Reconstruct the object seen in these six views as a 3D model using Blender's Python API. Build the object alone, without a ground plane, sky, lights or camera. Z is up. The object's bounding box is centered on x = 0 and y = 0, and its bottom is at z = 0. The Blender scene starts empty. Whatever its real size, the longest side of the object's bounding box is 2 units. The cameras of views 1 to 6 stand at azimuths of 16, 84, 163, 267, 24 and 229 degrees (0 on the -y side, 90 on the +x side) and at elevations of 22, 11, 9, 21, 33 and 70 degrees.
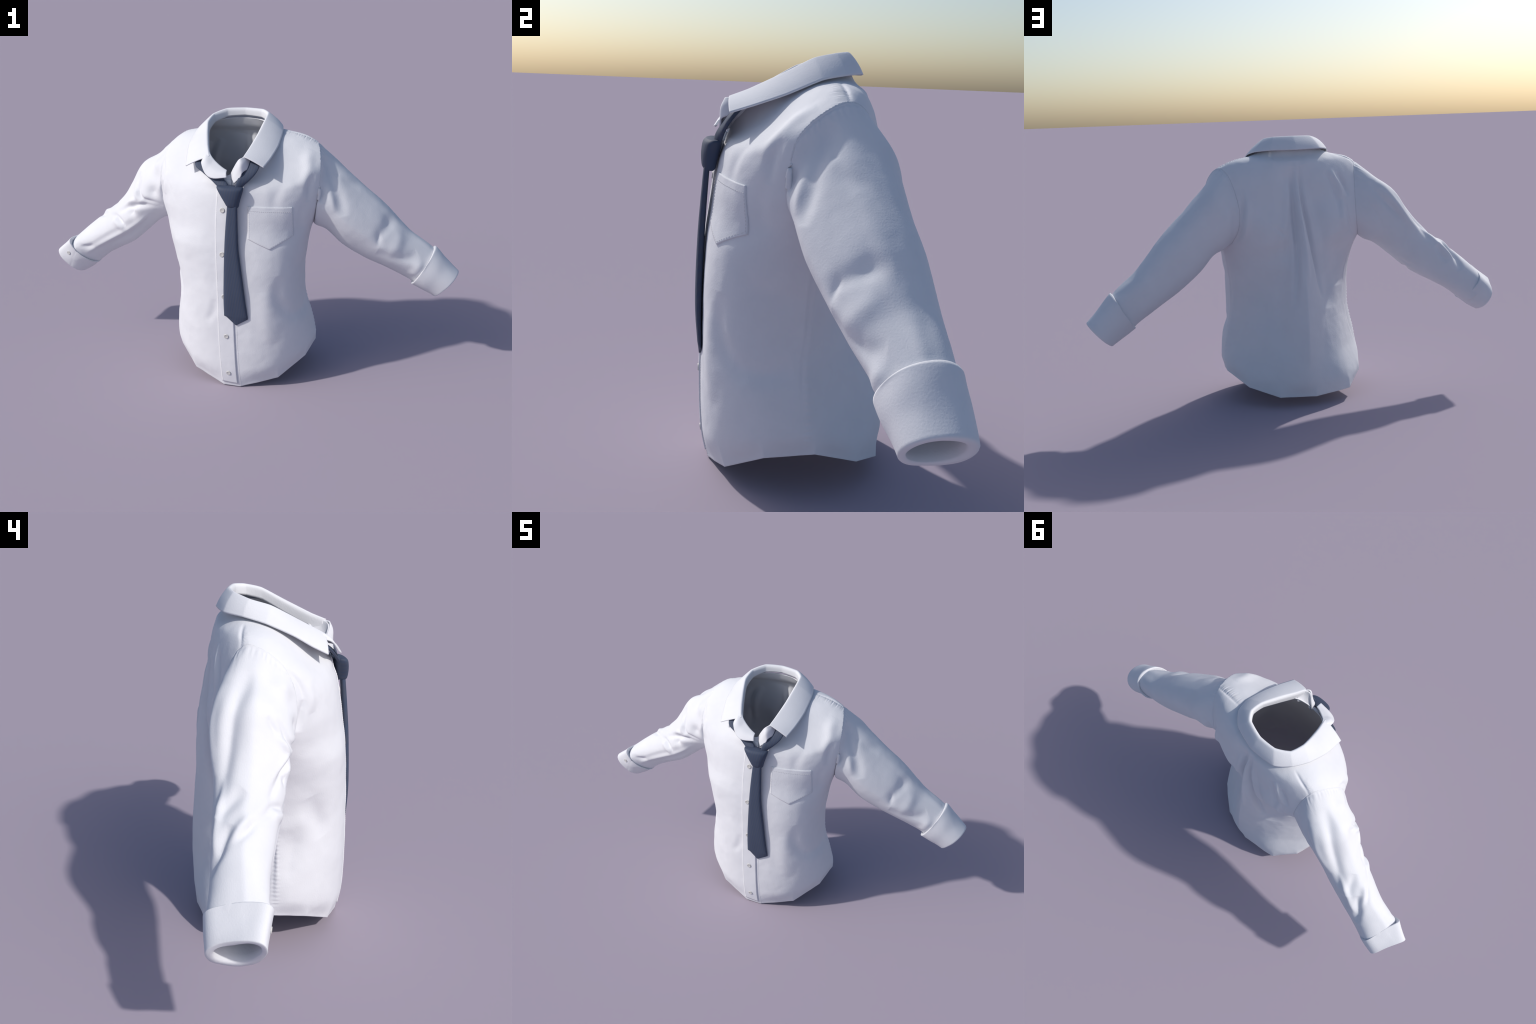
import bpy, bmesh, math
import numpy as np
from mathutils import Vector, noise
from mathutils.bvhtree import BVHTree

# ------------------------------------------------------------------ helpers
def catmull(P, ts):
    """Catmull-Rom through control values P (K, ...) at uniform parameter ts in 0..K-1"""
    P = np.asarray(P, float)
    K = len(P)
    Pp = np.concatenate([(2 * P[0] - P[1])[None], P, (2 * P[-1] - P[-2])[None]])
    ts = np.clip(np.asarray(ts, float), 0, K - 1)
    i = np.minimum(ts.astype(int), K - 2)
    f = (ts - i).reshape((-1,) + (1,) * (P.ndim - 1))
    a, b, c, d = Pp[i], Pp[i + 1], Pp[i + 2], Pp[i + 3]
    return 0.5 * (2 * b + (c - a) * f + (2 * a - 5 * b + 4 * c - d) * f ** 2 + (3 * b - a - 3 * c + d) * f ** 3)

def linear(P, ts):
    P = np.asarray(P, float)
    ts = np.clip(np.asarray(ts, float), 0, len(P) - 1)
    i = np.minimum(ts.astype(int), len(P) - 2)
    f = (ts - i).reshape((-1,) + (1,) * (P.ndim - 1))
    return P[i] * (1 - f) + P[i + 1] * f

def smoothstep(a, b, x):
    t = np.clip((x - a) / (b - a), 0, 1)
    return t * t * (3 - 2 * t)

def grid_faces(nv, nu, closed):
    f = []
    m = nu if closed else nu - 1
    for j in range(nv - 1):
        for i in range(m):
            k = (i + 1) % nu
            f.append((j * nu + i, j * nu + k, (j + 1) * nu + k, (j + 1) * nu + i))
    return f

def mesh_from(name, verts, faces, mat=None, smooth=True):
    me = bpy.data.meshes.new(name)
    me.from_pydata([tuple(v) for v in verts], [], faces)
    me.update()
    if smooth:
        me.shade_smooth()
    ob = bpy.data.objects.new(name, me)
    bpy.context.scene.collection.objects.link(ob)
    if mat:
        me.materials.append(mat)
    return ob

def coords(me):
    a = np.empty(len(me.vertices) * 3)
    me.vertices.foreach_get("co", a)
    return a.reshape(-1, 3)

def normals(me):
    a = np.empty(len(me.vertices) * 3, dtype=np.float32)
    me.vertex_normals.foreach_get("vector", a)
    return a.reshape(-1, 3).astype(float)

def set_coords(me, c):
    me.vertices.foreach_set("co", np.asarray(c, float).reshape(-1))
    me.update()

def fbm(c, scale, octaves=3):
    return np.array([noise.fractal(Vector(p) * scale, 1.0, 2.0, octaves) for p in c])

def solidify(ob, t, offset=-1.0):
    m = ob.modifiers.new("thickness", "SOLIDIFY")
    m.thickness = t
    m.offset = offset
    m.use_even_offset = False
    return m

def apply_modifiers(ob):
    dg = bpy.context.evaluated_depsgraph_get()
    dg.update()
    me = bpy.data.meshes.new_from_object(ob.evaluated_get(dg))
    old = ob.data
    ob.modifiers.clear()
    ob.data = me
    me.name = ob.name
    bpy.data.meshes.remove(old)

def polyline_distance(c, line, taper=True):
    """distance to a polyline and the fraction along it, for every point"""
    line = np.asarray(line, float)
    seg = np.linalg.norm(np.diff(line, axis=0), axis=1)
    cum = np.concatenate([[0], np.cumsum(seg)])
    best = np.full(len(c), 1e9)
    frac = np.zeros(len(c))
    for k in range(len(seg)):
        a, d = line[k], line[k + 1] - line[k]
        t = np.clip(((c - a) @ d) / (d @ d), 0, 1)
        r = np.linalg.norm(c - a - t[:, None] * d, axis=1)
        better = r < best
        best[better] = r[better]
        frac[better] = (cum[k] + t[better] * seg[k]) / cum[-1]
    return best, frac

def fold_field(c0, folds):
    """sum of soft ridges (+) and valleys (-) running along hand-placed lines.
    a fold: (points, height, half width[, sharp])"""
    h = np.zeros(len(c0))
    for fold in folds:
        pts, amp, w = fold[:3]
        pts = np.array(pts, float)
        c = c0
        if pts[:, 1].min() > .14 and np.abs(pts[:, 0]).max() < .235:   # drawn on the back: measure across x and z only
            c = c0.copy()
            c[:, 1] = np.where(c0[:, 1] > .06, 0, 9)
            pts[:, 1] = 0
        near = np.all((c > pts.min(0) - 3 * w) & (c < pts.max(0) + 3 * w), axis=1)
        if not near.any():
            continue
        if len(pts) == 1:
            d = np.linalg.norm(c[near] - pts[0], axis=1)
            h[near] += amp * np.exp(-(d / w) ** 2)
            continue
        ts = np.linspace(0, len(pts) - 1, 6 * (len(pts) - 1) + 1)
        d, f = polyline_distance(c[near], catmull(pts, ts))
        ends = np.sin(np.pi * np.clip(f, 0, 1)) ** .8
        run = np.linalg.norm(np.diff(pts, axis=0), axis=1).sum()
        ends = 1 - (1 - ends) * np.clip((run - 3 * w) / (3 * w), 0, 1)
        if len(fold) > 3:      # crisp crease: sharp valley with soft shoulders
            prof = np.exp(-(d / w)) * 1.25 - .25 * np.exp(-((d / (3 * w)) ** 2))
        else:
            prof = np.exp(-(d / (w * 1.15)) ** 2)
        h[near] += amp * ends * prof
    return h

# ------------------------------------------------------------------ materials
def cloth_material(name, color, tint, rough, weave_scale, weave_bump, sheen=0.0, spec=.3):
    m = bpy.data.materials.new(name)
    m.use_nodes = True
    nt = m.node_tree
    bs = nt.nodes["Principled BSDF"]
    tc = nt.nodes.new("ShaderNodeTexCoord")
    big = nt.nodes.new("ShaderNodeTexNoise")
    big.inputs["Scale"].default_value = 9
    big.inputs["Detail"].default_value = 5
    big.inputs["Roughness"].default_value = .6
    nt.links.new(tc.outputs["Object"], big.inputs["Vector"])
    ramp = nt.nodes.new("ShaderNodeValToRGB")
    ramp.color_ramp.elements[0].position = .35
    ramp.color_ramp.elements[1].position = .65
    ramp.color_ramp.elements[0].color = (*tint, 1)
    ramp.color_ramp.elements[1].color = (*color, 1)
    nt.links.new(big.outputs["Fac"], ramp.inputs["Fac"])
    nt.links.new(ramp.outputs["Color"], bs.inputs["Base Color"])
    bs.inputs["Roughness"].default_value = rough
    bs.inputs["Specular IOR Level"].default_value = spec
    bs.inputs["Sheen Weight"].default_value = sheen
    fine = nt.nodes.new("ShaderNodeTexNoise")
    fine.inputs["Scale"].default_value = weave_scale
    fine.inputs["Detail"].default_value = 3
    nt.links.new(tc.outputs["Object"], fine.inputs["Vector"])
    bump = nt.nodes.new("ShaderNodeBump")
    bump.inputs["Strength"].default_value = weave_bump
    bump.inputs["Distance"].default_value = .004
    nt.links.new(fine.outputs["Fac"], bump.inputs["Height"])
    nt.links.new(bump.outputs["Normal"], bs.inputs["Normal"])
    return m

SHIRT = cloth_material("white_cotton", (.70, .71, .75), (.675, .685, .725), .75, 190, .12)
STITCH = cloth_material("stitching_thread", (.62, .61, .63), (.58, .57, .59), .8, 300, .1)  # greyer than the shirt cloth: shading around the stitches is tinted into the thread

def tie_material():
    m = bpy.data.materials.new("slate_twill")
    m.use_nodes = True
    nt = m.node_tree
    bs = nt.nodes["Principled BSDF"]
    tc = nt.nodes.new("ShaderNodeTexCoord")
    mp = nt.nodes.new("ShaderNodeMapping")
    mp.inputs["Rotation"].default_value = (0, math.radians(-12.5), 0)
    nt.links.new(tc.outputs["Object"], mp.inputs["Vector"])
    wv = nt.nodes.new("ShaderNodeTexWave")
    wv.wave_type = "BANDS"
    wv.bands_direction = "X"
    wv.inputs["Scale"].default_value = 27
    wv.inputs["Distortion"].default_value = .6
    wv.inputs["Detail"].default_value = 2
    nt.links.new(mp.outputs["Vector"], wv.inputs["Vector"])
    ramp = nt.nodes.new("ShaderNodeValToRGB")
    ramp.color_ramp.elements[0].position = .15
    ramp.color_ramp.elements[1].position = .85
    ramp.color_ramp.elements[0].color = (.044, .062, .108, 1)
    ramp.color_ramp.elements[1].color = (.052, .065, .103, 1)
    nt.links.new(wv.outputs["Fac"], ramp.inputs["Fac"])
    nt.links.new(ramp.outputs["Color"], bs.inputs["Base Color"])
    bs.inputs["Roughness"].default_value = .65
    bs.inputs["Specular IOR Level"].default_value = .3
    bump = nt.nodes.new("ShaderNodeBump")
    bump.inputs["Strength"].default_value = .06
    bump.inputs["Distance"].default_value = .003
    nt.links.new(wv.outputs["Fac"], bump.inputs["Height"])
    nt.links.new(bump.outputs["Normal"], bs.inputs["Normal"])
    return m

TIE = tie_material()

def button_material():
    m = bpy.data.materials.new("pearl_button")
    m.use_nodes = True
    nt = m.node_tree
    bs = nt.nodes["Principled BSDF"]
    tc = nt.nodes.new("ShaderNodeTexCoord")
    n = nt.nodes.new("ShaderNodeTexNoise")
    n.inputs["Scale"].default_value = 60
    nt.links.new(tc.outputs["Object"], n.inputs["Vector"])
    r = nt.nodes.new("ShaderNodeValToRGB")
    r.color_ramp.elements[0].color = (.48, .475, .47, 1)
    r.color_ramp.elements[1].color = (.58, .575, .56, 1)
    nt.links.new(n.outputs["Fac"], r.inputs["Fac"])
    nt.links.new(r.outputs["Color"], bs.inputs["Base Color"])
    bs.inputs["Roughness"].default_value = .35
    return m

BUTTON = button_material()

# ------------------------------------------------------------------ things
def empty(name, label, category):
    e = bpy.data.objects.new(name, None)
    bpy.context.scene.collection.objects.link(e)
    e["label"], e["category"] = label, category
    return e

shirt = empty("dress_shirt", "white long sleeved button-up dress shirt with chest pocket", "shirt")
necktie = empty("necktie", "dark slate blue necktie tied with a loose knot", "tie")

# ------------------------------------------------------------------ torso
# rings from hem to neck: xR, xL, yF, yB, ySide, zFront, zSide, zBack,
# squareness front right, front left, back
RINGS = np.array([
    (-.306, .354, -.246, .286, 0.00, .000, .146, .042, 2.00, 2.10, 1.85),
    (-.312, .356, -.265, .292, 0.00, .100, .200, .120, 2.10, 2.30, 1.65),
    (-.303, .342, -.273, .293, 0.00, .250, .295, .255, 2.15, 2.60, 1.28),
    (-.282, .316, -.274, .286, 0.00, .390, .400, .395, 2.35, 3.00, 1.18),
    (-.278, .310, -.273, .275, 0.00, .505, .505, .505, 2.45, 3.20, 1.18),
    (-.288, .318, -.271, .264, 0.00, .605, .605, .605, 2.55, 3.10, 1.26),
    (-.309, .330, -.266, .252, 0.01, .692, .688, .692, 2.55, 2.90, 1.38),
    (-.336, .352, -.256, .243, 0.02, .772, .760, .772, 2.15, 2.45, 1.75),
    (-.366, .396, -.247, .234, 0.03, .855, .855, .865, 2.00, 2.20, 2.10),
    (-.372, .422, -.236, .222, 0.04, .920, .960, .965, 1.95, 2.05, 2.00),
    (-.348, .412, -.225, .202, 0.06, .955, 1.055, 1.055, 2.00, 2.00, 1.80),
    (-.272, .314, -.220, .180, 0.08, .978, 1.120, 1.112, 2.05, 2.05, 1.75),
    (-.172, .198, -.214, .150, 0.07, .995, 1.148, 1.146, 2.10, 2.10, 2.10),
    (-.132, .150, -.205, .130, 0.03, 1.008, 1.168, 1.186, 2.10, 2.10, 2.10),
])

NU, NV = 420, 330

def torso_point_grid(nu, nv):
    th = np.linspace(0, 2 * np.pi, nu, endpoint=False)
    tv = np.linspace(0, len(RINGS) - 1, nv)
    R = catmull(RINGS, tv)
    c, s = np.cos(th), np.sin(th)
    P = np.zeros((nv, nu, 3))
    for j, (xr, xl, yf, yb, ys, zf, zs, zb, nr, nl, nb) in enumerate(R):
        hem = 1 - smoothstep(0, 1.8, tv[j])
        n = np.where(s > 0, nb + (.5 * hem) * smoothstep(.1, -.6, c), nr + (nl - nr) * smoothstep(-.5, .5, c))
        k = (np.abs(c) ** n + np.abs(s) ** n) ** (-1 / n)
        cx, sy = c * k, s * k
        xm, xh = (xl + xr) / 2, (xl - xr) / 2
        P[j, :, 0] = xm + xh * cx
        P[j, :, 1] = np.where(sy > 0, ys + (yb - ys) * sy, ys + (ys - yf) * sy)
        fr = 1 - np.abs(cx) ** np.where(sy < 0, 2.25 + 2.2 * smoothstep(8.0, 10.5, tv[j]) - 2.7 * smoothstep(11.0, 13.0, tv[j]), np.where(cx > 0, 3.2, 6.0))
        P[j, :, 2] = zs + np.where(sy > 0, zb - zs, zf - zs) * fr
    # the hem is a chain of straight cuts between a few corners
    corners = np.radians([-128, -99, -85, -54, -24, 8, 38, 66, 96, 128, 152, 176, 204])
    idx = np.sort((corners % (2 * np.pi)) / (2 * np.pi) * nu).astype(int)
    wrap = np.concatenate([idx, [idx[0] + nu]])
    col = np.arange(idx[0], idx[0] + nu)
    for j in range(nv):
        w = 1 - smoothstep(0, 1.1, tv[j])
        if w <= 0:
            break
        key = P[j, wrap % nu]
        poly = np.stack([np.interp(col, wrap, key[:, k]) for k in range(3)], 1)
        P[j, col % nu] += w * (poly - P[j, col % nu])
    return P

# folds: (line on the cloth, height of the ridge (+) or depth of the valley (-), half width)
TORSO_FOLDS = [
    # broad form of the back: the pleat opens into two long hollows beside the spine
    ([(.060, .200, 1.100), (.070, .220, .950), (.085, .225, .800), (.105, .210, .650), (.125, .190, .500), (.135, .190, .360), (.120, .230, .220)], -.030, .038),
    ([(-.010, .200, 1.100), (-.035, .225, .950), (-.060, .225, .800), (-.085, .215, .650), (-.105, .205, .500), (-.100, .220, .430)], -.030, .036),
    ([(-.150, .200, .780), (-.180, .160, .660), (-.178, .160, .580), (-.172, .160, .520)], -.018, .042),
    ([(.150, .200, .740), (.170, .160, .600), (.185, .150, .450), (.190, .150, .330)], -.016, .045),
    ([(.150, .200, .930)], -.012, .080),
    ([(.060, .200, 1.040)], -.012, .060),
    ([(.110, .200, .720)], -.012, .045),
    ([(-.100, .200, .950)], -.012, .070),
    ([(-.170, .180, .380), (-.160, .210, .220), (-.140, .240, .080)], .012, .07),
    # front left: armpit fold, shoulder ridge, waist dents
    ([(.350, -.118, .880), (.354, -.116, .930), (.358, -.106, .970), (.370, -.080, 1.002)], -.010, .015),
    ([(.330, -.138, .943), (.349, -.103, .997), (.338, -.049, 1.053), (.342, -.002, 1.084)], .009, .024),
    ([(.345, -.110, .900), (.320, -.130, .830), (.310, -.120, .740)], -.007, .022),
    ([(.232, -.221, .570), (.234, -.220, .452), (.275, -.185, .371), (.300, -.150, .330)], -.011, .026),
    ([(.272, -.188, .378), (.315, -.108, .359), (.321, -.028, .379)], -.009, .026),
    ([(.289, -.147, .595), (.307, -.035, .568)], -.006, .03),
    ([(.180, -.245, .500), (.185, -.245, .360), (.200, -.235, .240)], .005, .03),
    ([(.215, -.200, .880), (.230, -.200, .930), (.250, -.180, .960)], -.005, .022),
    # side seams
    ([(.322, .020, .700), (.310, .010, .600), (.307, .006, .485), (.321, -.003, .379), (.345, .0, .260), (.355, .003, .159)], -.0035, .005),
    ([(.322, .038, .700), (.308, .028, .600), (.305, .024, .485), (.319, .016, .379), (.343, .018, .260), (.353, .02, .165)], .003, .010),
    ([(-.300, .020, .700), (-.281, .012, .560), (-.283, .009, .374), (-.300, .015, .295), (-.310, .015, .170)], -.0035, .005),
    # front right: dents, armpit crease
    ([(-.268, -.115, .570), (-.258, -.145, .490), (-.246, -.170, .410)], -.011, .030),
    ([(-.283, -.060, .400), (-.295, -.040, .320)], -.006, .028),
    ([(-.280, -.080, .480), (-.290, -.030, .470)], .005, .025),
    ([(-.325, -.022, 1.030), (-.328, -.052, 1.009), (-.326, -.073, .982), (-.330, -.090, .936), (-.336, -.086, .900)], -.007, .009),
    ([(-.334, -.090, .931), (-.340, -.076, .881), (-.335, -.06, .830)], -.010, .013),
    ([(-.305, -.105, .985), (-.308, -.115, .940), (-.310, -.115, .880)], .006, .016),
    ([(-.289, -.127, .951), (-.265, -.160, .910), (-.245, -.180, .872)], -.0025, .008),
    ([(-.100, -.262, .330), (-.060, -.266, .380), (-.045, -.268, .450)], -.004, .016),
    ([(-.160, -.250, .620), (-.140, -.255, .540)], -.004, .03),
    # back: box pleat fanning down from the yoke
    ([(.040, .185, 1.120), (.039, .196, 1.093), (.045, .228, .964), (.043, .237, .849), (.044, .246, .734), (.056, .254, .600), (.070, .25, .450)], -.030, .013),
    ([(.008, .185, 1.120), (.006, .197, 1.091), (.006, .228, .961), (-.011, .239, .846), (-.031, .244, .746), (-.062, .242, .620), (-.085, .24, .480)], -.026, .0105),
    ([(.021, .197, 1.092), (.024, .228, .962), (.019, .239, .848), (.008, .248, .738), (.000, .264, .560)], .014, .009),
    ([(.066, .210, 1.055), (.076, .229, .942), (.086, .234, .852), (.111, .228, .714), (.120, .220, .600)], .012, .015),
    ([(-.022, .222, .994), (-.040, .235, .878), (-.061, .237, .790), (-.090, .231, .639), (-.100, .240, .500)], .0093, .017),
    ([(-.113, .197, 1.068), (-.152, .203, 1.008), (-.173, .206, .925), (-.175, .200, .850)], -.010, .014),
    ([(-.140, .190, 1.075), (-.180, .198, 1.000), (-.195, .195, .940)], .0078, .012),
    ([(-.174, .188, 1.059), (-.208, .188, 1.010), (-.233, .184, .944)], -.011, .009),
    ([(-.207, .194, .946), (-.215, .192, .862), (-.240, .165, .800), (-.271, .134, .762)], -.008, .009),
    ([(-.190, .200, .930), (-.195, .198, .850), (-.215, .180, .780)], .0078, .016),
    ([(.300, .160, 1.060), (.290, .175, 1.048), (.275, .189, .974), (.280, .183, .894), (.290, .157, .806), (.307, .106, .750)], -.012, .008),
    ([(.262, .195, .990), (.255, .195, .900), (.265, .175, .800), (.285, .130, .740)], .011, .012),
    ([(.147, .222, .838), (.114, .230, .802), (.087, .236, .789)], -.0047, .008),
    ([(.190, .150, .650), (.200, .150, .450)], -.0062, .03),
    # small tucks below the collar at the back
    ([(.125, .165, 1.135), (.118, .175, 1.105)], .003, .006),
    # pressed shoulder seams
    ([(.205, .078, 1.148), (.260, .078, 1.136), (.319, .079, 1.118), (.368, .080, 1.082)], -.005, .006),
    ([(-.176, .092, 1.148), (-.225, .100, 1.130), (-.271, .107, 1.114), (-.292, .110, 1.085)], -.005, .006),
]
# gathered stitching: (line, ripple height, reach, waves)
TORSO_PUCKERS = [
    ([(.215, .062, 1.148), (.260, .062, 1.138), (.319, .062, 1.120), (.366, .062, 1.085)], .0034, .018, 14),
    ([(-.225, .085, 1.132), (-.265, .090, 1.118), (-.288, .092, 1.090)], .0018, .014, 9),
    ([(-.281, .006, .500), (-.283, .004, .374), (-.300, .008, .295), (-.308, .008, .170)], .0018, .012, 22),
    ([(.307, .020, .500), (.321, .012, .379), (.345, .014, .260), (.355, .016, .165)], .0014, .012, 18),
]
LEFT_FOLDS = [
    ([(.399, .030, 1.050), (.432, -.005, .987), (.458, -.029, .936), (.481, -.038, .891), (.493, -.050, .836), (.498, -.052, .800)], -.013, .022),
    ([(.406, .0, 1.020), (.411, -.009, 1.007), (.434, -.035, .955), (.444, -.057, .895), (.460, -.066, .819)], .008, .013),
    ([(.402, -.060, .930), (.400, -.072, .880), (.402, -.076, .859)], -.009, .014),
    ([(.688, .070, .752)], -.007, .034),
    ([(.708, .127, .756), (.690, .070, .735), (.668, .030, .715), (.649, .005, .690), (.649, .000, .640)], -.008, .024),
    ([(.649, .014, .700), (.647, .000, .665)], -.004, .009),
    ([(.740, .090, .690), (.720, .030, .625), (.700, .015, .585)], .007, .028),
    ([(.813, .101, .590), (.764, .058, .575), (.690, .018, .597), (.640, .0, .620)], -.009, .022),
    ([(.816, .090, .530), (.803, .083, .502)], .008, .022),
    ([(.402, -.076, .840), (.435, -.071, .805), (.467, -.063, .750), (.527, -.042, .678)], .007, .012),
    ([(.580, .100, .900), (.548, .081, .923), (.517, .035, .935), (.500, .010, .930)], -.004, .024),
    ([(.410, .095, 1.052), (.492, .095, .980), (.550, .111, .926), (.590, .123, .886), (.660, .140, .820)], .004, .018),
    ([(.700, .150, .770), (.781, .161, .674), (.824, .166, .633), (.864, .171, .593)], .003, .016),
    ([(.325, .190, .930), (.322, .167, .838), (.330, .120, .770)], -.009, .012),
    ([(.352, .195, .930), (.355, .180, .850), (.370, .140, .780)], .007, .016),
    ([(.438, .025, .985), (.450, .030, .965), (.430, .040, .960)], -.002, .008),
    ([(.470, .170, .780), (.560, .190, .700), (.640, .210, .640)], -.004, .03),
]
RIGHT_FOLDS = [
    ([(-.375, -.020, .985)], .0161, .035),
    ([(-.478, .010, .920), (-.478, -.005, .898), (-.476, -.026, .844), (-.443, -.043, .819), (-.386, -.056, .808), (-.351, -.046, .792)], -.0120, .010),
    ([(-.502, .005, .900), (-.502, -.010, .850), (-.490, -.030, .810)], .0105, .012),
    ([(-.640, .045, .725), (-.627, .038, .728), (-.560, .004, .767), (-.472, -.036, .788), (-.399, -.051, .788), (-.357, -.045, .778)], -.0179, .012),
    ([(-.530, -.012, .745)], -.0179, .026),
    ([(-.704, .068, .700), (-.650, .040, .709), (-.612, .018, .692), (-.574, .006, .665)], -.0135, .010),
    ([(-.640, .025, .680), (-.600, .010, .655)], .0090, .016),
    ([(-.395, -.054, .865)], -.0149, .028),
    ([(-.881, .072, .521), (-.817, .070, .519), (-.778, .067, .533)], -.0090, .011),
    ([(-.396, -.039, .760), (-.480, -.010, .705), (-.573, .010, .640), (-.724, .057, .552), (-.842, .079, .473)], .0120, .012),
    ([(-.430, -.010, .735), (-.560, .030, .620), (-.700, .075, .535)], -.0090, .014),
    ([(-.494, -.025, .810), (-.539, -.005, .795), (-.600, .030, .760)], .0105, .011),
    ([(-.490, .038, .934), (-.501, .017, .895), (-.489, -.016, .854)], -.0090, .011),
    ([(-.638, .027, .690), (-.699, .073, .700), (-.742, .125, .672), (-.761, .153, .645)], -.0105, .010),
    ([(-.614, .025, .720), (-.689, .083, .724), (-.723, .129, .700), (-.751, .174, .658), (-.758, .200, .625)], .0120, .012),
    ([(-.720, .165, .695), (-.740, .180, .657), (-.762, .200, .615), (-.785, .218, .554)], -.0230, .016),
    ([(-.566, .006, .750), (-.627, .034, .735), (-.672, .060, .730)], -.0075, .010),
    ([(-.360, .085, 1.040), (-.397, .094, 1.021), (-.487, .139, .960), (-.549, .164, .864), (-.598, .184, .788), (-.630, .205, .707)], -.0207, .024),
    ([(-.420, .050, 1.000), (-.510, .080, .920), (-.590, .110, .830)], .003, .026),
    ([(-.640, .120, .765), (-.665, .169, .725), (-.679, .197, .690)], -.0105, .018),
    ([(-.340, .165, 1.010), (-.379, .195, .942), (-.445, .206, .874), (-.500, .212, .810)], -.0120, .016),
    ([(-.382, .160, 1.004), (-.452, .198, .906), (-.502, .207, .838), (-.560, .212, .770)], .0120, .015),
    ([(-.345, .190, .900), (-.362, .189, .862), (-.407, .168, .786), (-.446, .132, .707), (-.476, .096, .658)], -.0120, .011),
    ([(-.385, .188, .850), (-.425, .170, .775), (-.465, .145, .705), (-.500, .100, .640)], .0090, .012),
    ([(-.594, .185, .790), (-.651, .196, .721), (-.713, .205, .651), (-.787, .205, .583)], .0105, .012),
    ([(-.664, .206, .690), (-.690, .221, .635), (-.716, .222, .600)], -.0090, .014),
    ([(-.507, .141, .642), (-.539, .149, .607), (-.563, .174, .597)], -.0090, .012),
    ([(-.540, .120, .590), (-.555, .090, .575)], -.0105, .009),
    ([(-.305, .160, .870), (-.315, .130, .800), (-.340, .090, .755)], -.0120, .010),
]

def pucker_field(c, puckers):
    h = np.zeros(len(c))
    for pts, amp, reach, waves in puckers:
        pts = np.asarray(pts, float)
        near = np.all((c > pts.min(0) - 3 * reach) & (c < pts.max(0) + 3 * reach), axis=1)
        d, f = polyline_distance(c[near], pts)
        wob = np.array([noise.noise(Vector((q * waves * 1.3, 0, amp * 1000))) for q in f])
        h[near] += amp * np.exp(-(d / reach) ** 2) * smoothstep(0, .1, f) * smoothstep(0, .1, 1 - f) * np.sin(2 * np.pi * waves * f + 1.5 * wob) * (.75 + .5 * wob)
    return h

tg = torso_point_grid(NU, NV)
torso = mesh_from("torso", tg.reshape(-1, 3), grid_faces(NV, NU, True), SHIRT)

def relief(ob, folds, grain=.0012, seed=0.0):
    c = coords(ob.data)
    n = normals(ob.data)
    h = fold_field(c, folds) + pucker_field(c, TORSO_PUCKERS)
    h += grain * fbm(c + seed, 9.0) + .5 * grain * fbm(c + seed + 5, 22.0, 2)
    set_coords(ob.data, c + n * h[:, None])

relief(torso, TORSO_FOLDS)

# armholes: a slanted, slightly curved surface x = seam(y, z) on each side cuts the torso open
SEAM = {+1: (.369, -.33, .097, -.592), -1: (-.329, .283, .044, .477)}

def seam_x(side, y, z):
    a, b, c, d = SEAM[side]
    return a + b * y + c * (z - .92) + d * y * y

bm = bmesh.new()
bm.from_mesh(torso.data)
armhole_loop = {}
for side in SEAM:
    for v in bm.verts:
        v.co.x -= seam_x(side, v.co.y, v.co.z)
    centre = {f: f.calc_center_median() for f in bm.faces}
    faces = [f for f in bm.faces if centre[f].z > .66 and abs(centre[f].x) < .22]
    geom = faces + list({e for f in faces for e in f.edges}) + list({v for f in faces for v in f.verts})
    res = bmesh.ops.bisect_plane(bm, geom=geom, plane_co=(0, 0, 0), plane_no=(side, 0, 0), clear_outer=True, dist=1e-6)
    for v in bm.verts:
        v.co.x += seam_x(side, v.co.y, v.co.z)
    armhole_loop[side] = np.array([v.co[:] for v in res["geom_cut"] if isinstance(v, bmesh.types.BMVert)])
bm.to_mesh(torso.data)
bm.free()
torso.data.shade_smooth()
torso_bvh = BVHTree.FromObject(torso, bpy.context.evaluated_depsgraph_get())

def on_front(x, z, proud=0.0):
    """point of the shirt front at (x, z), lifted by proud along the surface normal"""
    hit, n, _, _ = torso_bvh.ray_cast(Vector((x, -1.0, z)), Vector((0, 1, 0)))
    if hit is None or hit.y > 0:
        return np.array((x, -.2, z)), np.array((0, -1., 0))
    if n.y > 0:
        n = -n
    return np.array(hit + n * proud), np.array(n)

solidify(torso, .005)
torso.parent = shirt

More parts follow.
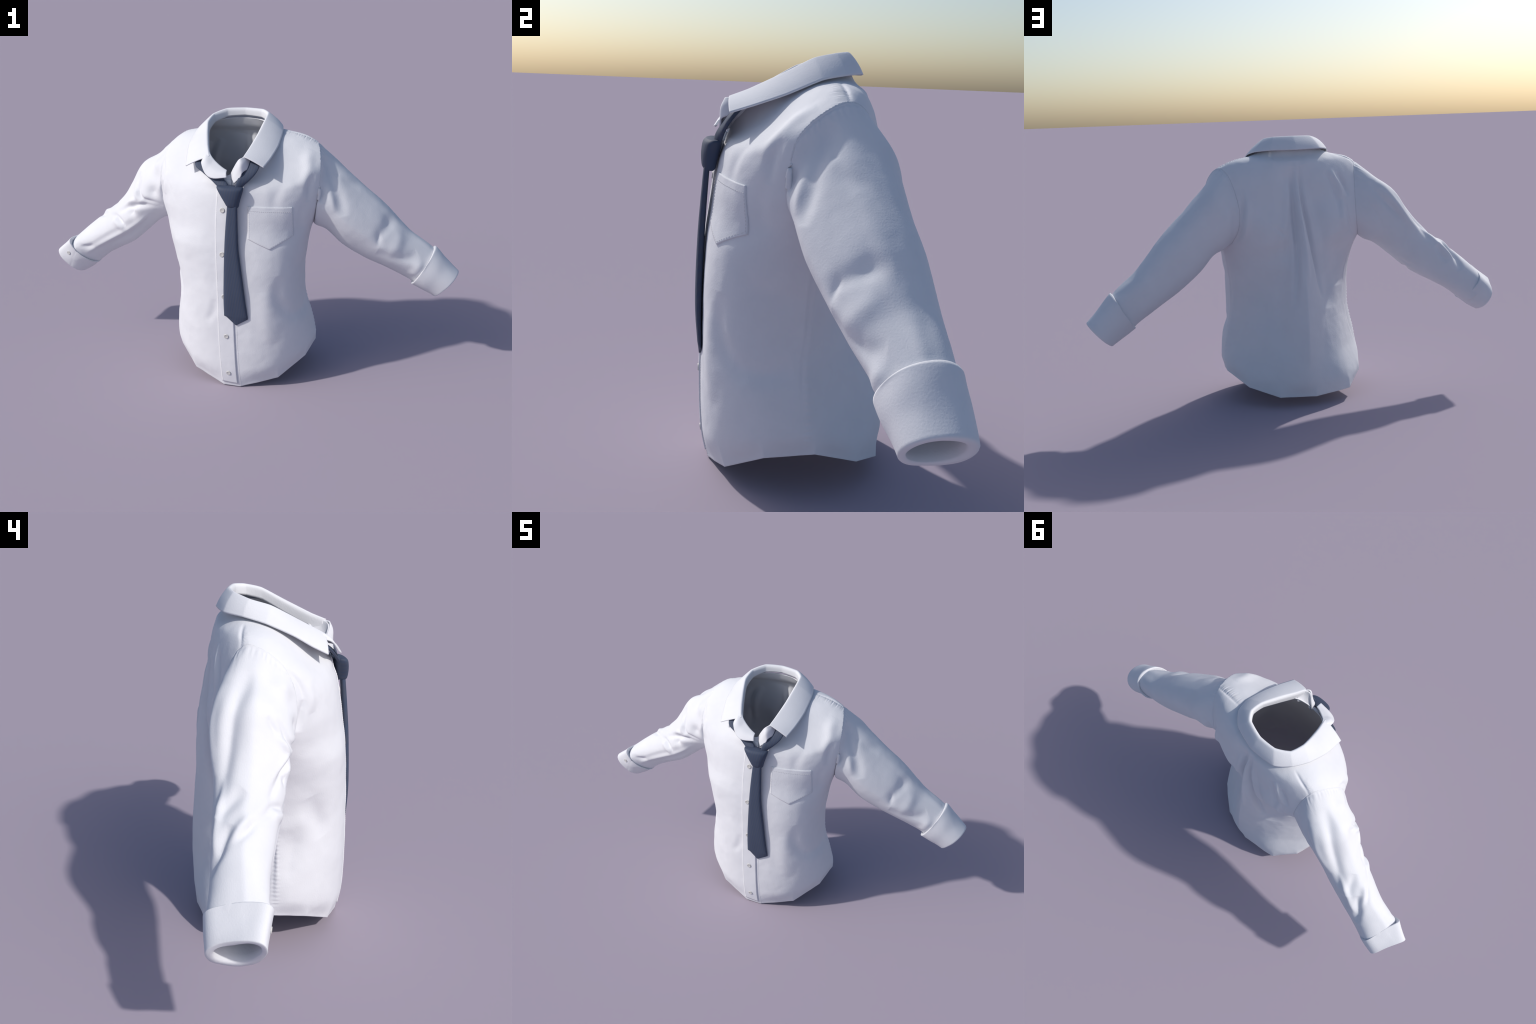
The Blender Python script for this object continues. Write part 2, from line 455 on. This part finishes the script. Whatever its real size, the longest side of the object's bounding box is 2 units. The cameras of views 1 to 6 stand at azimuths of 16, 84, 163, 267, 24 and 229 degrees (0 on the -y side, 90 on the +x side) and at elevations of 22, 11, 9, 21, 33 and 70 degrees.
# ------------------------------------------------------------------ sleeves
# stations: top (x, z), bottom (x, z), y front, y back, lean of the top towards the back
LEFT_SLEEVE = [
    (.420, 1.024, .358, .722, -.078, .203, .016),
    (.483, .962, .405, .700, -.064, .206, .016),
    (.556, .892, .472, .632, -.046, .215, .016),
    (.661, .792, .567, .564, -.008, .232, .016),
    (.768, .671, .663, .510, .036, .244, .014),
    (.860, .600, .768, .446, .082, .248, .012),
    (.900, .560, .800, .415, .092, .250, .010),
]
RIGHT_SLEEVE = [
    (-.386, 1.031, -.352, .722, -.062, .200, .014),
    (-.482, .968, -.406, .698, -.045, .205, .014),
    (-.552, .864, -.480, .636, -.022, .207, .010),
    (-.612, .786, -.560, .566, .008, .213, .004),
    ((-.691, .136, .714), (-.660, .130, .507), (-.684, .035, .620), (-.672, .222, .605)),
    ((-.802, .146, .629), (-.740, .140, .462), (-.784, .060, .554), (-.764, .230, .532)),
    ((-.892, .150, .553), (-.798, .144, .418), (-.874, .064, .512), (-.846, .242, .480)),
    ((-.924, .150, .522), (-.828, .148, .398), (-.902, .068, .484), (-.872, .246, .450)),
]
NS = 192

def section(st, phi, front=1.6, back=2.5):
    """closed ring through the top, front, bottom and back points of a station"""
    if len(st) == 4:
        T, B, F, K = np.array(st, float)
    else:
        xt, zt, xb, zb, yf, yb, lean = st
        xc, yc, zc = (xt + xb) / 2, (yf + yb) / 2, (zt + zb) / 2
        T, B = np.array((xt, yc + lean, zt)), np.array((xb, yc - lean, zb))
        F, K = np.array((xc, yf, zc)), np.array((xc, yb, zc))
    C = (T + B + F + K) / 4
    c, s = np.cos(phi), np.sin(phi)
    n = back + (front - back) * smoothstep(-.4, .4, s)
    k = (np.abs(c) ** n + np.abs(s) ** n) ** (-1 / n)
    cu, su = c * k, s * k
    cu, su = cu[:, None], su[:, None]
    return C + cu * (T - B) / 2 + cu ** 2 * (T + B - 2 * C) / 2 + su * (F - K) / 2 + su ** 2 * (F + K - 2 * C) / 2

def sleeve(side, stations, folds):
    phi = np.linspace(0, 2 * np.pi, NS, endpoint=False)
    loop = armhole_loop[side]
    ctr = (loop.max(0) + loop.min(0)) / 2
    up, fr = (loop.max(0) - loop.min(0))[2] / 2, (loop.max(0) - loop.min(0))[1] / 2
    ang = np.arctan2(-(loop[:, 1] - ctr[1]) / fr, (loop[:, 2] - ctr[2]) / up) % (2 * np.pi)
    o = np.argsort(ang)
    ang, loop = ang[o], loop[o]
    first = np.stack([np.interp(phi, np.concatenate([ang - 2 * np.pi, ang, ang + 2 * np.pi]), np.tile(loop[:, k], 3)) for k in range(3)], 1)
    rings = [first] + [section(s, phi) for s in stations]
    # param by centre spacing, so that samples spread evenly
    cent = np.array([r.mean(0) for r in rings])
    cum = np.concatenate([[0], np.cumsum(np.linalg.norm(np.diff(cent, axis=0), axis=1))])
    nv = 230
    ts = np.interp(np.linspace(0, cum[-1], nv), cum, np.arange(len(rings)))
    g = catmull(np.array(rings), ts)
    faces = grid_faces(nv, NS, True)
    if side > 0:
        faces = [f[::-1] for f in faces]
    ob = mesh_from("sleeve", g.reshape(-1, 3), faces, SHIRT)
    c, n = coords(ob.data), normals(ob.data)
    ctr = np.repeat(g.mean(1), NS, axis=0)
    if ((c - ctr) * n).sum() < 0:
        ob.data.flip_normals()
        n = normals(ob.data)
    row = np.repeat(np.linspace(0, 1, nv), NS)
    h = fold_field(c, folds) + .0012 * fbm(c, 9.0)
    # sewn armhole: pressed-in seam with small gathers that fade along the sleeve
    run = row * cum[-1]
    ph = np.tile(phi, nv)
    wob = np.array([noise.noise(Vector((math.cos(q) * 4, math.sin(q) * 4, side * 3.0))) for q in phi])
    wob = np.tile(wob, nv)
    top = .3 + .7 * np.clip(np.cos(ph - .3), 0, 1)
    h += top * (.0016 * np.sin(46 * ph + 4 * wob) * (.6 + wob)) * np.exp(-((run - .012) / .014) ** 2)
    h += -.004 * top * np.exp(-((run - .002) / .006) ** 2)
    h *= smoothstep(0, .006, run)
    set_coords(ob.data, c + n * h[:, None])
    solidify(ob, .005)
    ob.parent = shirt
    return ob

sleeve_left = sleeve(+1, LEFT_SLEEVE, LEFT_FOLDS)
sleeve_right = sleeve(-1, RIGHT_SLEEVE, RIGHT_FOLDS)

# ------------------------------------------------------------------ cuffs: turned back, double walled
def cuff(inner, outer, parent, wobble):
    """turned-back cuff between two stations; profile runs up the outside, over the
    rolled edge and back into the sleeve"""
    phi = np.linspace(0, 2 * np.pi, NS, endpoint=False)
    a, b = section(inner, phi, 2.1, 2.1), section(outer, phi, 2.1, 2.1)
    ca, cb = a.mean(0), b.mean(0)
    def shrink(r, c, d):
        v = r - c
        return r - v / np.linalg.norm(v, axis=1)[:, None] * d
    rows = [shrink(a + (b - a) * .25, ca, .040), shrink(a + (b - a) * .10, ca, .024), shrink(a + (b - a) * .02, ca, .011), shrink(a - (b - a) * .012, ca, .006), a - (b - a) * .008, a + (b - a) * .02]
    for t in np.linspace(.08, .93, 22):
        rows.append(a + (b - a) * t)
    rows += [a + (b - a) * .965, shrink(a + (b - a) * .99, cb, .002), shrink(b, cb, .007), shrink(b + (b - a) * .004, cb, .013), shrink(b - (b - a) * .006, cb, .020), shrink(b - (b - a) * .05, cb, .025)]
    for t in (.8, .6, .4, .2):
        rows.append(shrink(a + (b - a) * t, ca + (cb - ca) * t, .027))
    g = np.array(rows)
    ob = mesh_from("cuff", g.reshape(-1, 3), grid_faces(len(rows), NS, True), SHIRT)
    c, n = coords(ob.data), normals(ob.data)
    ctr = np.repeat(g.mean(1), NS, axis=0)
    sel = slice(5 * NS, 25 * NS)
    if ((c - ctr) * n)[sel].sum() < 0:
        ob.data.flip_normals()
        n = normals(ob.data)
    h = wobble * fbm(c, 7.0, 2)
    set_coords(ob.data, c + n * h[:, None])
    ob.parent = parent
    return ob

LEFT_CUFF = ((.884, .588, .784, .424, .078, .264, .014), (.998, .471, .889, .357, .107, .269, .008))
RIGHT_CUFF = (((-.900, .150, .546), (-.804, .132, .411), (-.904, .057, .518), (-.862, .250, .486)),
              ((-.980, .168, .476), (-.904, .146, .350), (-.993, .082, .450), (-.932, .250, .403)))
cuff_left = cuff(*LEFT_CUFF, shirt, .006)
cuff_right = cuff(*RIGHT_CUFF, shirt, .009)

def cuff_overlap(ob, line, lift):
    """one edge of the cuff lies over the other: a step along a line"""
    c, n = coords(ob.data), normals(ob.data)
    d, f = polyline_distance(c, np.asarray(line, float))
    h = -lift * np.exp(-(d / .005) ** 2)
    set_coords(ob.data, c + n * h[:, None])

cuff_overlap(cuff_right, [(-.876, .066, .500), (-.886, .068, .488), (-.914, .082, .444), (-.938, .098, .400)], .005)
# ------------------------------------------------------------------ collar
# stations from the left front round the back to the right front: fold crest, leaf edge
COLLAR = np.array([
    ((.096, -.208, 1.097), (.182, -.216, 1.053)),
    ((.106, -.157, 1.118), (.199, -.145, 1.078)),
    ((.124, -.075, 1.160), (.210, -.065, 1.108)),
    ((.137, .012, 1.207), (.209, .030, 1.150)),
    ((.133, .072, 1.222), (.190, .098, 1.164)),
    ((.098, .110, 1.228), (.132, .150, 1.170)),
    ((.015, .128, 1.229), (.015, .174, 1.169)),
    ((-.068, .114, 1.227), (-.106, .153, 1.170)),
    ((-.119, .067, 1.212), (-.160, .092, 1.164)),
    ((-.128, .000, 1.192), (-.188, .020, 1.145)),
    ((-.114, -.060, 1.158), (-.196, -.070, 1.104)),
    ((-.092, -.125, 1.118), (-.188, -.130, 1.066)),
    ((-.068, -.180, 1.084), (-.176, -.184, 1.036)),
])

def strip(name, stations, profile, nv, mat, thick=.006, parent=None, sharp=0.0):
    """loft: profile(stations) -> list of point rows across; smooth along the length"""
    S = np.asarray(stations, float)
    ts = np.linspace(0, len(S) - 1, nv)
    Sf = catmull(S, ts) + sharp * (linear(S, ts) - catmull(S, ts))
    g = np.array([profile(s, t / (len(S) - 1)) for s, t in zip(Sf, ts)])
    nu = g.shape[1]
    ob = mesh_from(name, g.reshape(-1, 3), grid_faces(nv, nu, False), mat)
    solidify(ob, thick, 0)
    ob.parent = parent
    return ob

NECK = np.array((.015, -.03, 1.12))

def collar_profile(s, t):
    C, O = s
    rad = C - NECK
    rad[2] = 0
    rad /= np.linalg.norm(rad)
    lip = 1.1 + .5 * abs(math.cos(math.pi * t))
    up = np.array((0, 0, 1.))
    inner = [C - rad * .007 - up * .028 * lip, C - rad * .007 - up * .012, C - rad * .004 - up * .003, C]
    a = C + rad * .006 - up * .002
    bulge = (rad * .5 + up * .5) * .005
    outer = [a + (O - a) * f + bulge * 4 * f * (1 - f) for f in (0, .2, .45, .72, 1)]
    pts = inner + outer
    return catmull(np.array(pts), np.linspace(0, len(pts) - 1, 33))

collar = strip("collar", COLLAR, collar_profile, 220, SHIRT, .004, shirt, .5)

def band_profile(s, t):
    C, O = s
    mid = (C + O) / 2 + np.array((0, -.006, .004))
    return catmull(np.array([C, mid, O]), np.linspace(0, 2, 15))

BAND_RIGHT = np.array([
    ((-.088, -.120, 1.105), (-.098, -.170, 1.070)),
    ((-.066, -.168, 1.088), (-.094, -.210, 1.056)),
    ((-.040, -.188, 1.066), (-.070, -.236, 1.020)),
    ((-.008, -.204, 1.046), (-.034, -.248, 1.006)),
    ((.018, -.212, 1.032), (.026, -.245, 1.011)),
])
BAND_LEFT = np.array([
    ((.102, -.168, 1.106), (.118, -.172, 1.060)),
    ((.094, -.208, 1.094), (.112, -.206, 1.046)),
    ((.078, -.224, 1.086), (.094, -.232, 1.034)),
    ((.050, -.208, 1.045), (.084, -.236, 1.012)),
    ((.030, -.194, 1.010), (.056, -.234, .984)),
])
band_r = strip("collar_band", BAND_RIGHT, band_profile, 50, SHIRT, .006, shirt)
BAND_INNER = np.array([
    ((.102, -.176, 1.104), (.092, -.158, 1.050)),
    ((.094, -.206, 1.094), (.078, -.180, 1.040)),
    ((.074, -.220, 1.080), (.060, -.192, 1.028)),
    ((.050, -.207, 1.044), (.044, -.190, 1.006)),
    ((.031, -.194, 1.010), (.036, -.196, .984)),
])
strip("collar_band", BAND_INNER, lambda s, t: catmull(np.array([s[0], (s[0] + s[1]) / 2 + np.array((.004, -.003, 0)), s[1]]), np.linspace(0, 2, 15)), 50, SHIRT, .004, shirt)
band_l = strip("collar_band", BAND_LEFT, band_profile, 50, SHIRT, .006, shirt)

# ------------------------------------------------------------------ placket, pocket, buttons
def front_patch(name, outline_rows, proud, edge, mat, parent, nu=24, depth=-.004):
    """cloth layer lying on the shirt front; outline_rows: list of (z-function, x0, x1) samples"""
    g = []
    for row in outline_rows:
        r = []
        for k, (x, z) in enumerate(row):
            r.append(on_front(x, z, proud)[0])
        g.append(r)
    g = np.array(g)
    nv, nu = g.shape[:2]
    ob = mesh_from(name, g.reshape(-1, 3), grid_faces(nv, nu, False), mat)
    solidify(ob, edge, -1)
    n = normals(ob.data)
    if n[:, 1].mean() > 0:
        ob.data.flip_normals()
    ob.parent = parent
    return ob

def placket_edges(z):
    zs = (.0, .30, .5, .78, .95, 1.0)
    return np.interp(z, zs, (-.034, -.035, -.031, -.032, -.023, -.020)), np.interp(z, zs, (.040, .041, .041, .041, .040, .038))

rows = []
for z in np.linspace(.020, .992, 160):
    x0, x1 = placket_edges(z)
    rows.append([(x, z + (.006 * (1 - (x - x0) / (x1 - x0)) if z < .03 else 0)) for x in np.linspace(x0, x1, 14)])
placket = front_patch("placket", rows, .0042, .0045, SHIRT, shirt)

# pocket: five-cornered patch
def pocket_rows(shrink=0.0):
    rows = []
    for v in np.linspace(0, 1, 40):
        row = []
        for u in np.linspace(0, 1, 40):
            x = .113 + (.294 - .113) * u
            top = .886 - .015 * u
            bot = .695 + (.742 - .695) * abs(u - .51) / .5
            row.append((x, bot + (top - bot) * v))
        rows.append(row)
    return rows

pocket = front_patch("pocket", pocket_rows(), .0034, .0045, SHIRT, shirt)

def dashes(name, line, n, length, width, parent, proud):
    """short raised thread stitches along a line (x, z) of the front, joined into one part"""
    line = np.asarray(line, float)
    V, F = [], []
    seg = np.linalg.norm(np.diff(line, axis=0), axis=1)
    cum = np.concatenate([[0], np.cumsum(seg)])
    for k in range(n):
        m = (k + .5) / n * cum[-1]
        ends = []
        for d in (-length / 2, length / 2):
            p = [np.interp(m + d, cum, line[:, i]) for i in (0, 1)]
            q, nn = on_front(*p, proud)
            ends.append((q, nn))
        (a, na), (b, nb) = ends
        d = b - a
        d /= np.linalg.norm(d) + 1e-9
        side = np.cross(d, na) * width
        i0 = len(V)
        for q, w in ((a, .35), (a * .8 + b * .2, 1), (a * .2 + b * .8, 1), (b, .35)):
            V += [q - side * w - na * .001, q + na * width * w * .8, q + side * w - na * .001]
        for r in range(3):
            for c in range(2):
                i = i0 + r * 3 + c
                F.append((i, i + 1, i + 4, i + 3))
    ob = mesh_from(name, V, F, STITCH)
    ob["kind"] = "stuff"
    ob.parent = parent
    return ob

dashes("stitching", [(.118, .866), (.291, .850)], 22, .0055, .0011, pocket, .0037)
dashes("stitching", [(.118, .860), (.118, .744), (.205, .702), (.289, .746), (.290, .846)], 44, .006, .0008, pocket, .0037)

zz = np.linspace(.03, .94, 60)
dashes("stitching", [(placket_edges(z)[0] + .004, z) for z in zz], 110, .005, .0007, placket, .0045)
dashes("stitching", [(.053, z) for z in np.linspace(.008, .93, 40)], 110, .005, .0007, torso, .0005)

def button_mesh():
    prof = [(0, .0022), (.0045, .0022), (.0060, .0025), (.0080, .0034), (.0100, .0033), (.0112, .0022), (.0112, .0), (.010, -.001)]
    n = 28
    V, F = [], []
    for r, h in prof:
        for k in range(n):
            a = 2 * math.pi * k / n
            V.append((r * math.cos(a), r * math.sin(a), h))
    for j in range(len(prof) - 1):
        for k in range(n):
            F.append((j * n + k, (j + 1) * n + k, (j + 1) * n + (k + 1) % n, j * n + (k + 1) % n))
    me = bpy.data.meshes.new("button")
    me.from_pydata(V, [], F)
    me.update()
    me.shade_smooth()
    me.materials.append(BUTTON)
    return me

BM = button_mesh()

def place_button(p, n, parent, size=1.0, spin=0):
    ob = bpy.data.objects.new("button", BM)
    bpy.context.scene.collection.objects.link(ob)
    ob.rotation_mode = "QUATERNION"
    ob.rotation_quaternion = Vector(n).to_track_quat("Z", "Y")
    ob.location = Vector(p)
    ob.scale = (size,) * 3
    ob.parent = parent
    return ob

for x, z in ((.002, .865), (-.002, .669), (.000, .470), (.003, .274), (.002, .080)):
    p, n = on_front(x, z, .0042)
    place_button(p, n, placket)

cuff_bvh = BVHTree.FromObject(cuff_right, bpy.context.evaluated_depsgraph_get())
hit, nor, _, _ = cuff_bvh.find_nearest(Vector((-.930, .070, .475)))
place_button(hit, nor, cuff_right, .9)

# ------------------------------------------------------------------ necktie
def tie_loft(name, rows, closed_ends=True, nv=80, n=40, power=2.6, sharp=False):
    """rows: (centre, half width vector, half thickness vector)"""
    R = np.array(rows, float)
    ts = np.linspace(0, len(R) - 1, nv)
    S = (linear if sharp else catmull)(R, ts)
    a = np.linspace(0, 2 * np.pi, n, endpoint=False)
    c, s = np.cos(a), np.sin(a)
    k = (np.abs(c) ** power + np.abs(s) ** power) ** (-1 / power)
    g = np.array([C + (c * k)[:, None] * W + (s * k)[:, None] * T for C, W, T in S])
    V = list(g.reshape(-1, 3))
    F = grid_faces(nv, n, True)
    F.append(tuple(range(n))[::-1])
    F.append(tuple(range((nv - 1) * n, nv * n)))
    ob = mesh_from(name, V, F, TIE)
    bm = bmesh.new()
    bm.from_mesh(ob.data)
    bmesh.ops.recalc_face_normals(bm, faces=bm.faces)
    bm.to_mesh(ob.data)
    bm.free()
    ob.data.shade_smooth()
    ob.parent = necktie
    return ob

# blade: edges left/right by height, then pointed tip
BLADE = [  # z, xleft, xright, y centre, half thickness
    (.905, .030, .076, -.268, .009),
    (.880, .029, .076, -.270, .010),
    (.780, .019, .076, -.276, .011),
    (.690, .012, .078, -.280, .012),
    (.570, .005, .090, -.283, .012),
    (.470, .000, .099, -.283, .011),
    (.378, -.003, .107, -.278, .008),
]
def blade():
    nv, nu = 90, 25
    B = catmull(np.array(BLADE), np.linspace(0, len(BLADE) - 1, nv))
    front, back = [], []
    us = np.linspace(0, 1, nu)
    allrows = []
    for z, xl, xr, y, t in B:
        allrows.append((z, xl, xr, y, t, None))
    V = []
    nrow = 0
    tip = np.array((.051, .334))
    def ring(zs, xs, y, t):
        bulge = np.sqrt(np.clip(1 - (2 * us - 1) ** 4, 0, 1))
        f = [(x, y - t * b, z) for x, z, b in zip(xs, zs, bulge)]
        k = [(x, y + t * b * .75, z) for x, z, b in zip(xs, zs, bulge)]
        return f + k[::-1][1:-1]
    for z, xl, xr, y, t, _ in allrows:
        V += ring([z] * nu, xl + (xr - xl) * us, y, t)
        nrow += 1
    z, xl, xr, y, t = B[-1]
    for f in np.linspace(0, 1, 16)[1:]:
        x = xl + (xr - xl) * us
        low = np.where(x < tip[0], np.interp(x, [xl, tip[0]], [z + .006, tip[1]]), np.interp(x, [tip[0], xr], [tip[1], z - .010]))
        V += ring(z + (low - z) * f, x, y + .002 * f, t * (1 - .55 * f))
        nrow += 1
    m = 2 * nu - 2
    F = grid_faces(nrow, m, True)
    F.append(tuple(range(m))[::-1])
    last = (nrow - 1) * m
    for i in range(nu - 1):
        a, b = last + i, last + i + 1
        c, d = last + (m - i) % m, last + (m - i - 1) % m
        if i == 0:
            F.append((a, b, d))
        elif i == nu - 2:
            F.append((a, b, c))
        else:
            F.append((a, b, d, c))
    ob = mesh_from("blade", V, F, TIE)
    bm = bmesh.new()
    bm.from_mesh(ob.data)
    bmesh.ops.recalc_face_normals(bm, faces=bm.faces)
    bm.to_mesh(ob.data)
    bm.free()
    ob.data.shade_smooth()
    ob.parent = necktie
    return ob

blade()
knot = tie_loft("knot", [
    ((.041, -.250, .976), (.050, .004, -.003), (.000, -.016, .000)),
    ((.041, -.252, .973), (.056, .005, -.003), (.000, -.022, .000)),
    ((.043, -.256, .962), (.055, .005, -.003), (.000, -.026, .000)),
    ((.047, -.261, .935), (.043, .005, -.003), (.000, -.025, .000)),
    ((.051, -.264, .908), (.031, .005, -.004), (.000, -.021, .000)),
    ((.053, -.264, .894), (.026, .005, -.004), (.000, -.018, .000)),
    ((.053, -.264, .888), (.022, .004, -.004), (.000, -.013, .000)),
], nv=60, n=56, power=2.5)

def band(points, half):
    rows = []
    P = np.array([p[0] for p in points], float)
    for (c, w, t) in points:
        rows.append((c, w, t))
    return tie_loft("neck_band", rows, nv=70, n=28, power=2.4)

band([((-.140, -.130, 1.070), (.010, -.024, -.008), (.004, .004, .005)),
      ((-.118, -.174, 1.054), (.011, .015, .011), (-.004, -.005, .005)),
      ((-.078, -.202, 1.032), (.012, .011, .013), (-.003, -.005, .003)),
      ((-.030, -.224, 1.005), (.016, .008, .013), (-.002, -.006, .003)),
      ((.006, -.242, .976), (.019, .005, .008), (-.002, -.007, .003)),
      ((.018, -.250, .960), (.018, .004, .004), (-.002, -.008, .003))], .02)
band([((.140, -.130, 1.096), (.008, .020, .008), (-.004, -.004, .005)),
      ((.142, -.172, 1.076), (.018, -.014, -.014), (.003, -.004, .005)),
      ((.130, -.204, 1.046), (.020, -.010, -.016), (.004, -.006, .005)),
      ((.104, -.224, 1.015), (.019, -.004, -.016), (.003, -.007, .004)),
      ((.083, -.238, .985), (.014, .004, -.010), (.002, -.008, .003)),
      ((.073, -.244, .962), (.013, .004, -.006), (.002, -.008, .003))], .02)

for ob in list(bpy.context.scene.objects):
    if ob.modifiers:
        apply_modifiers(ob)
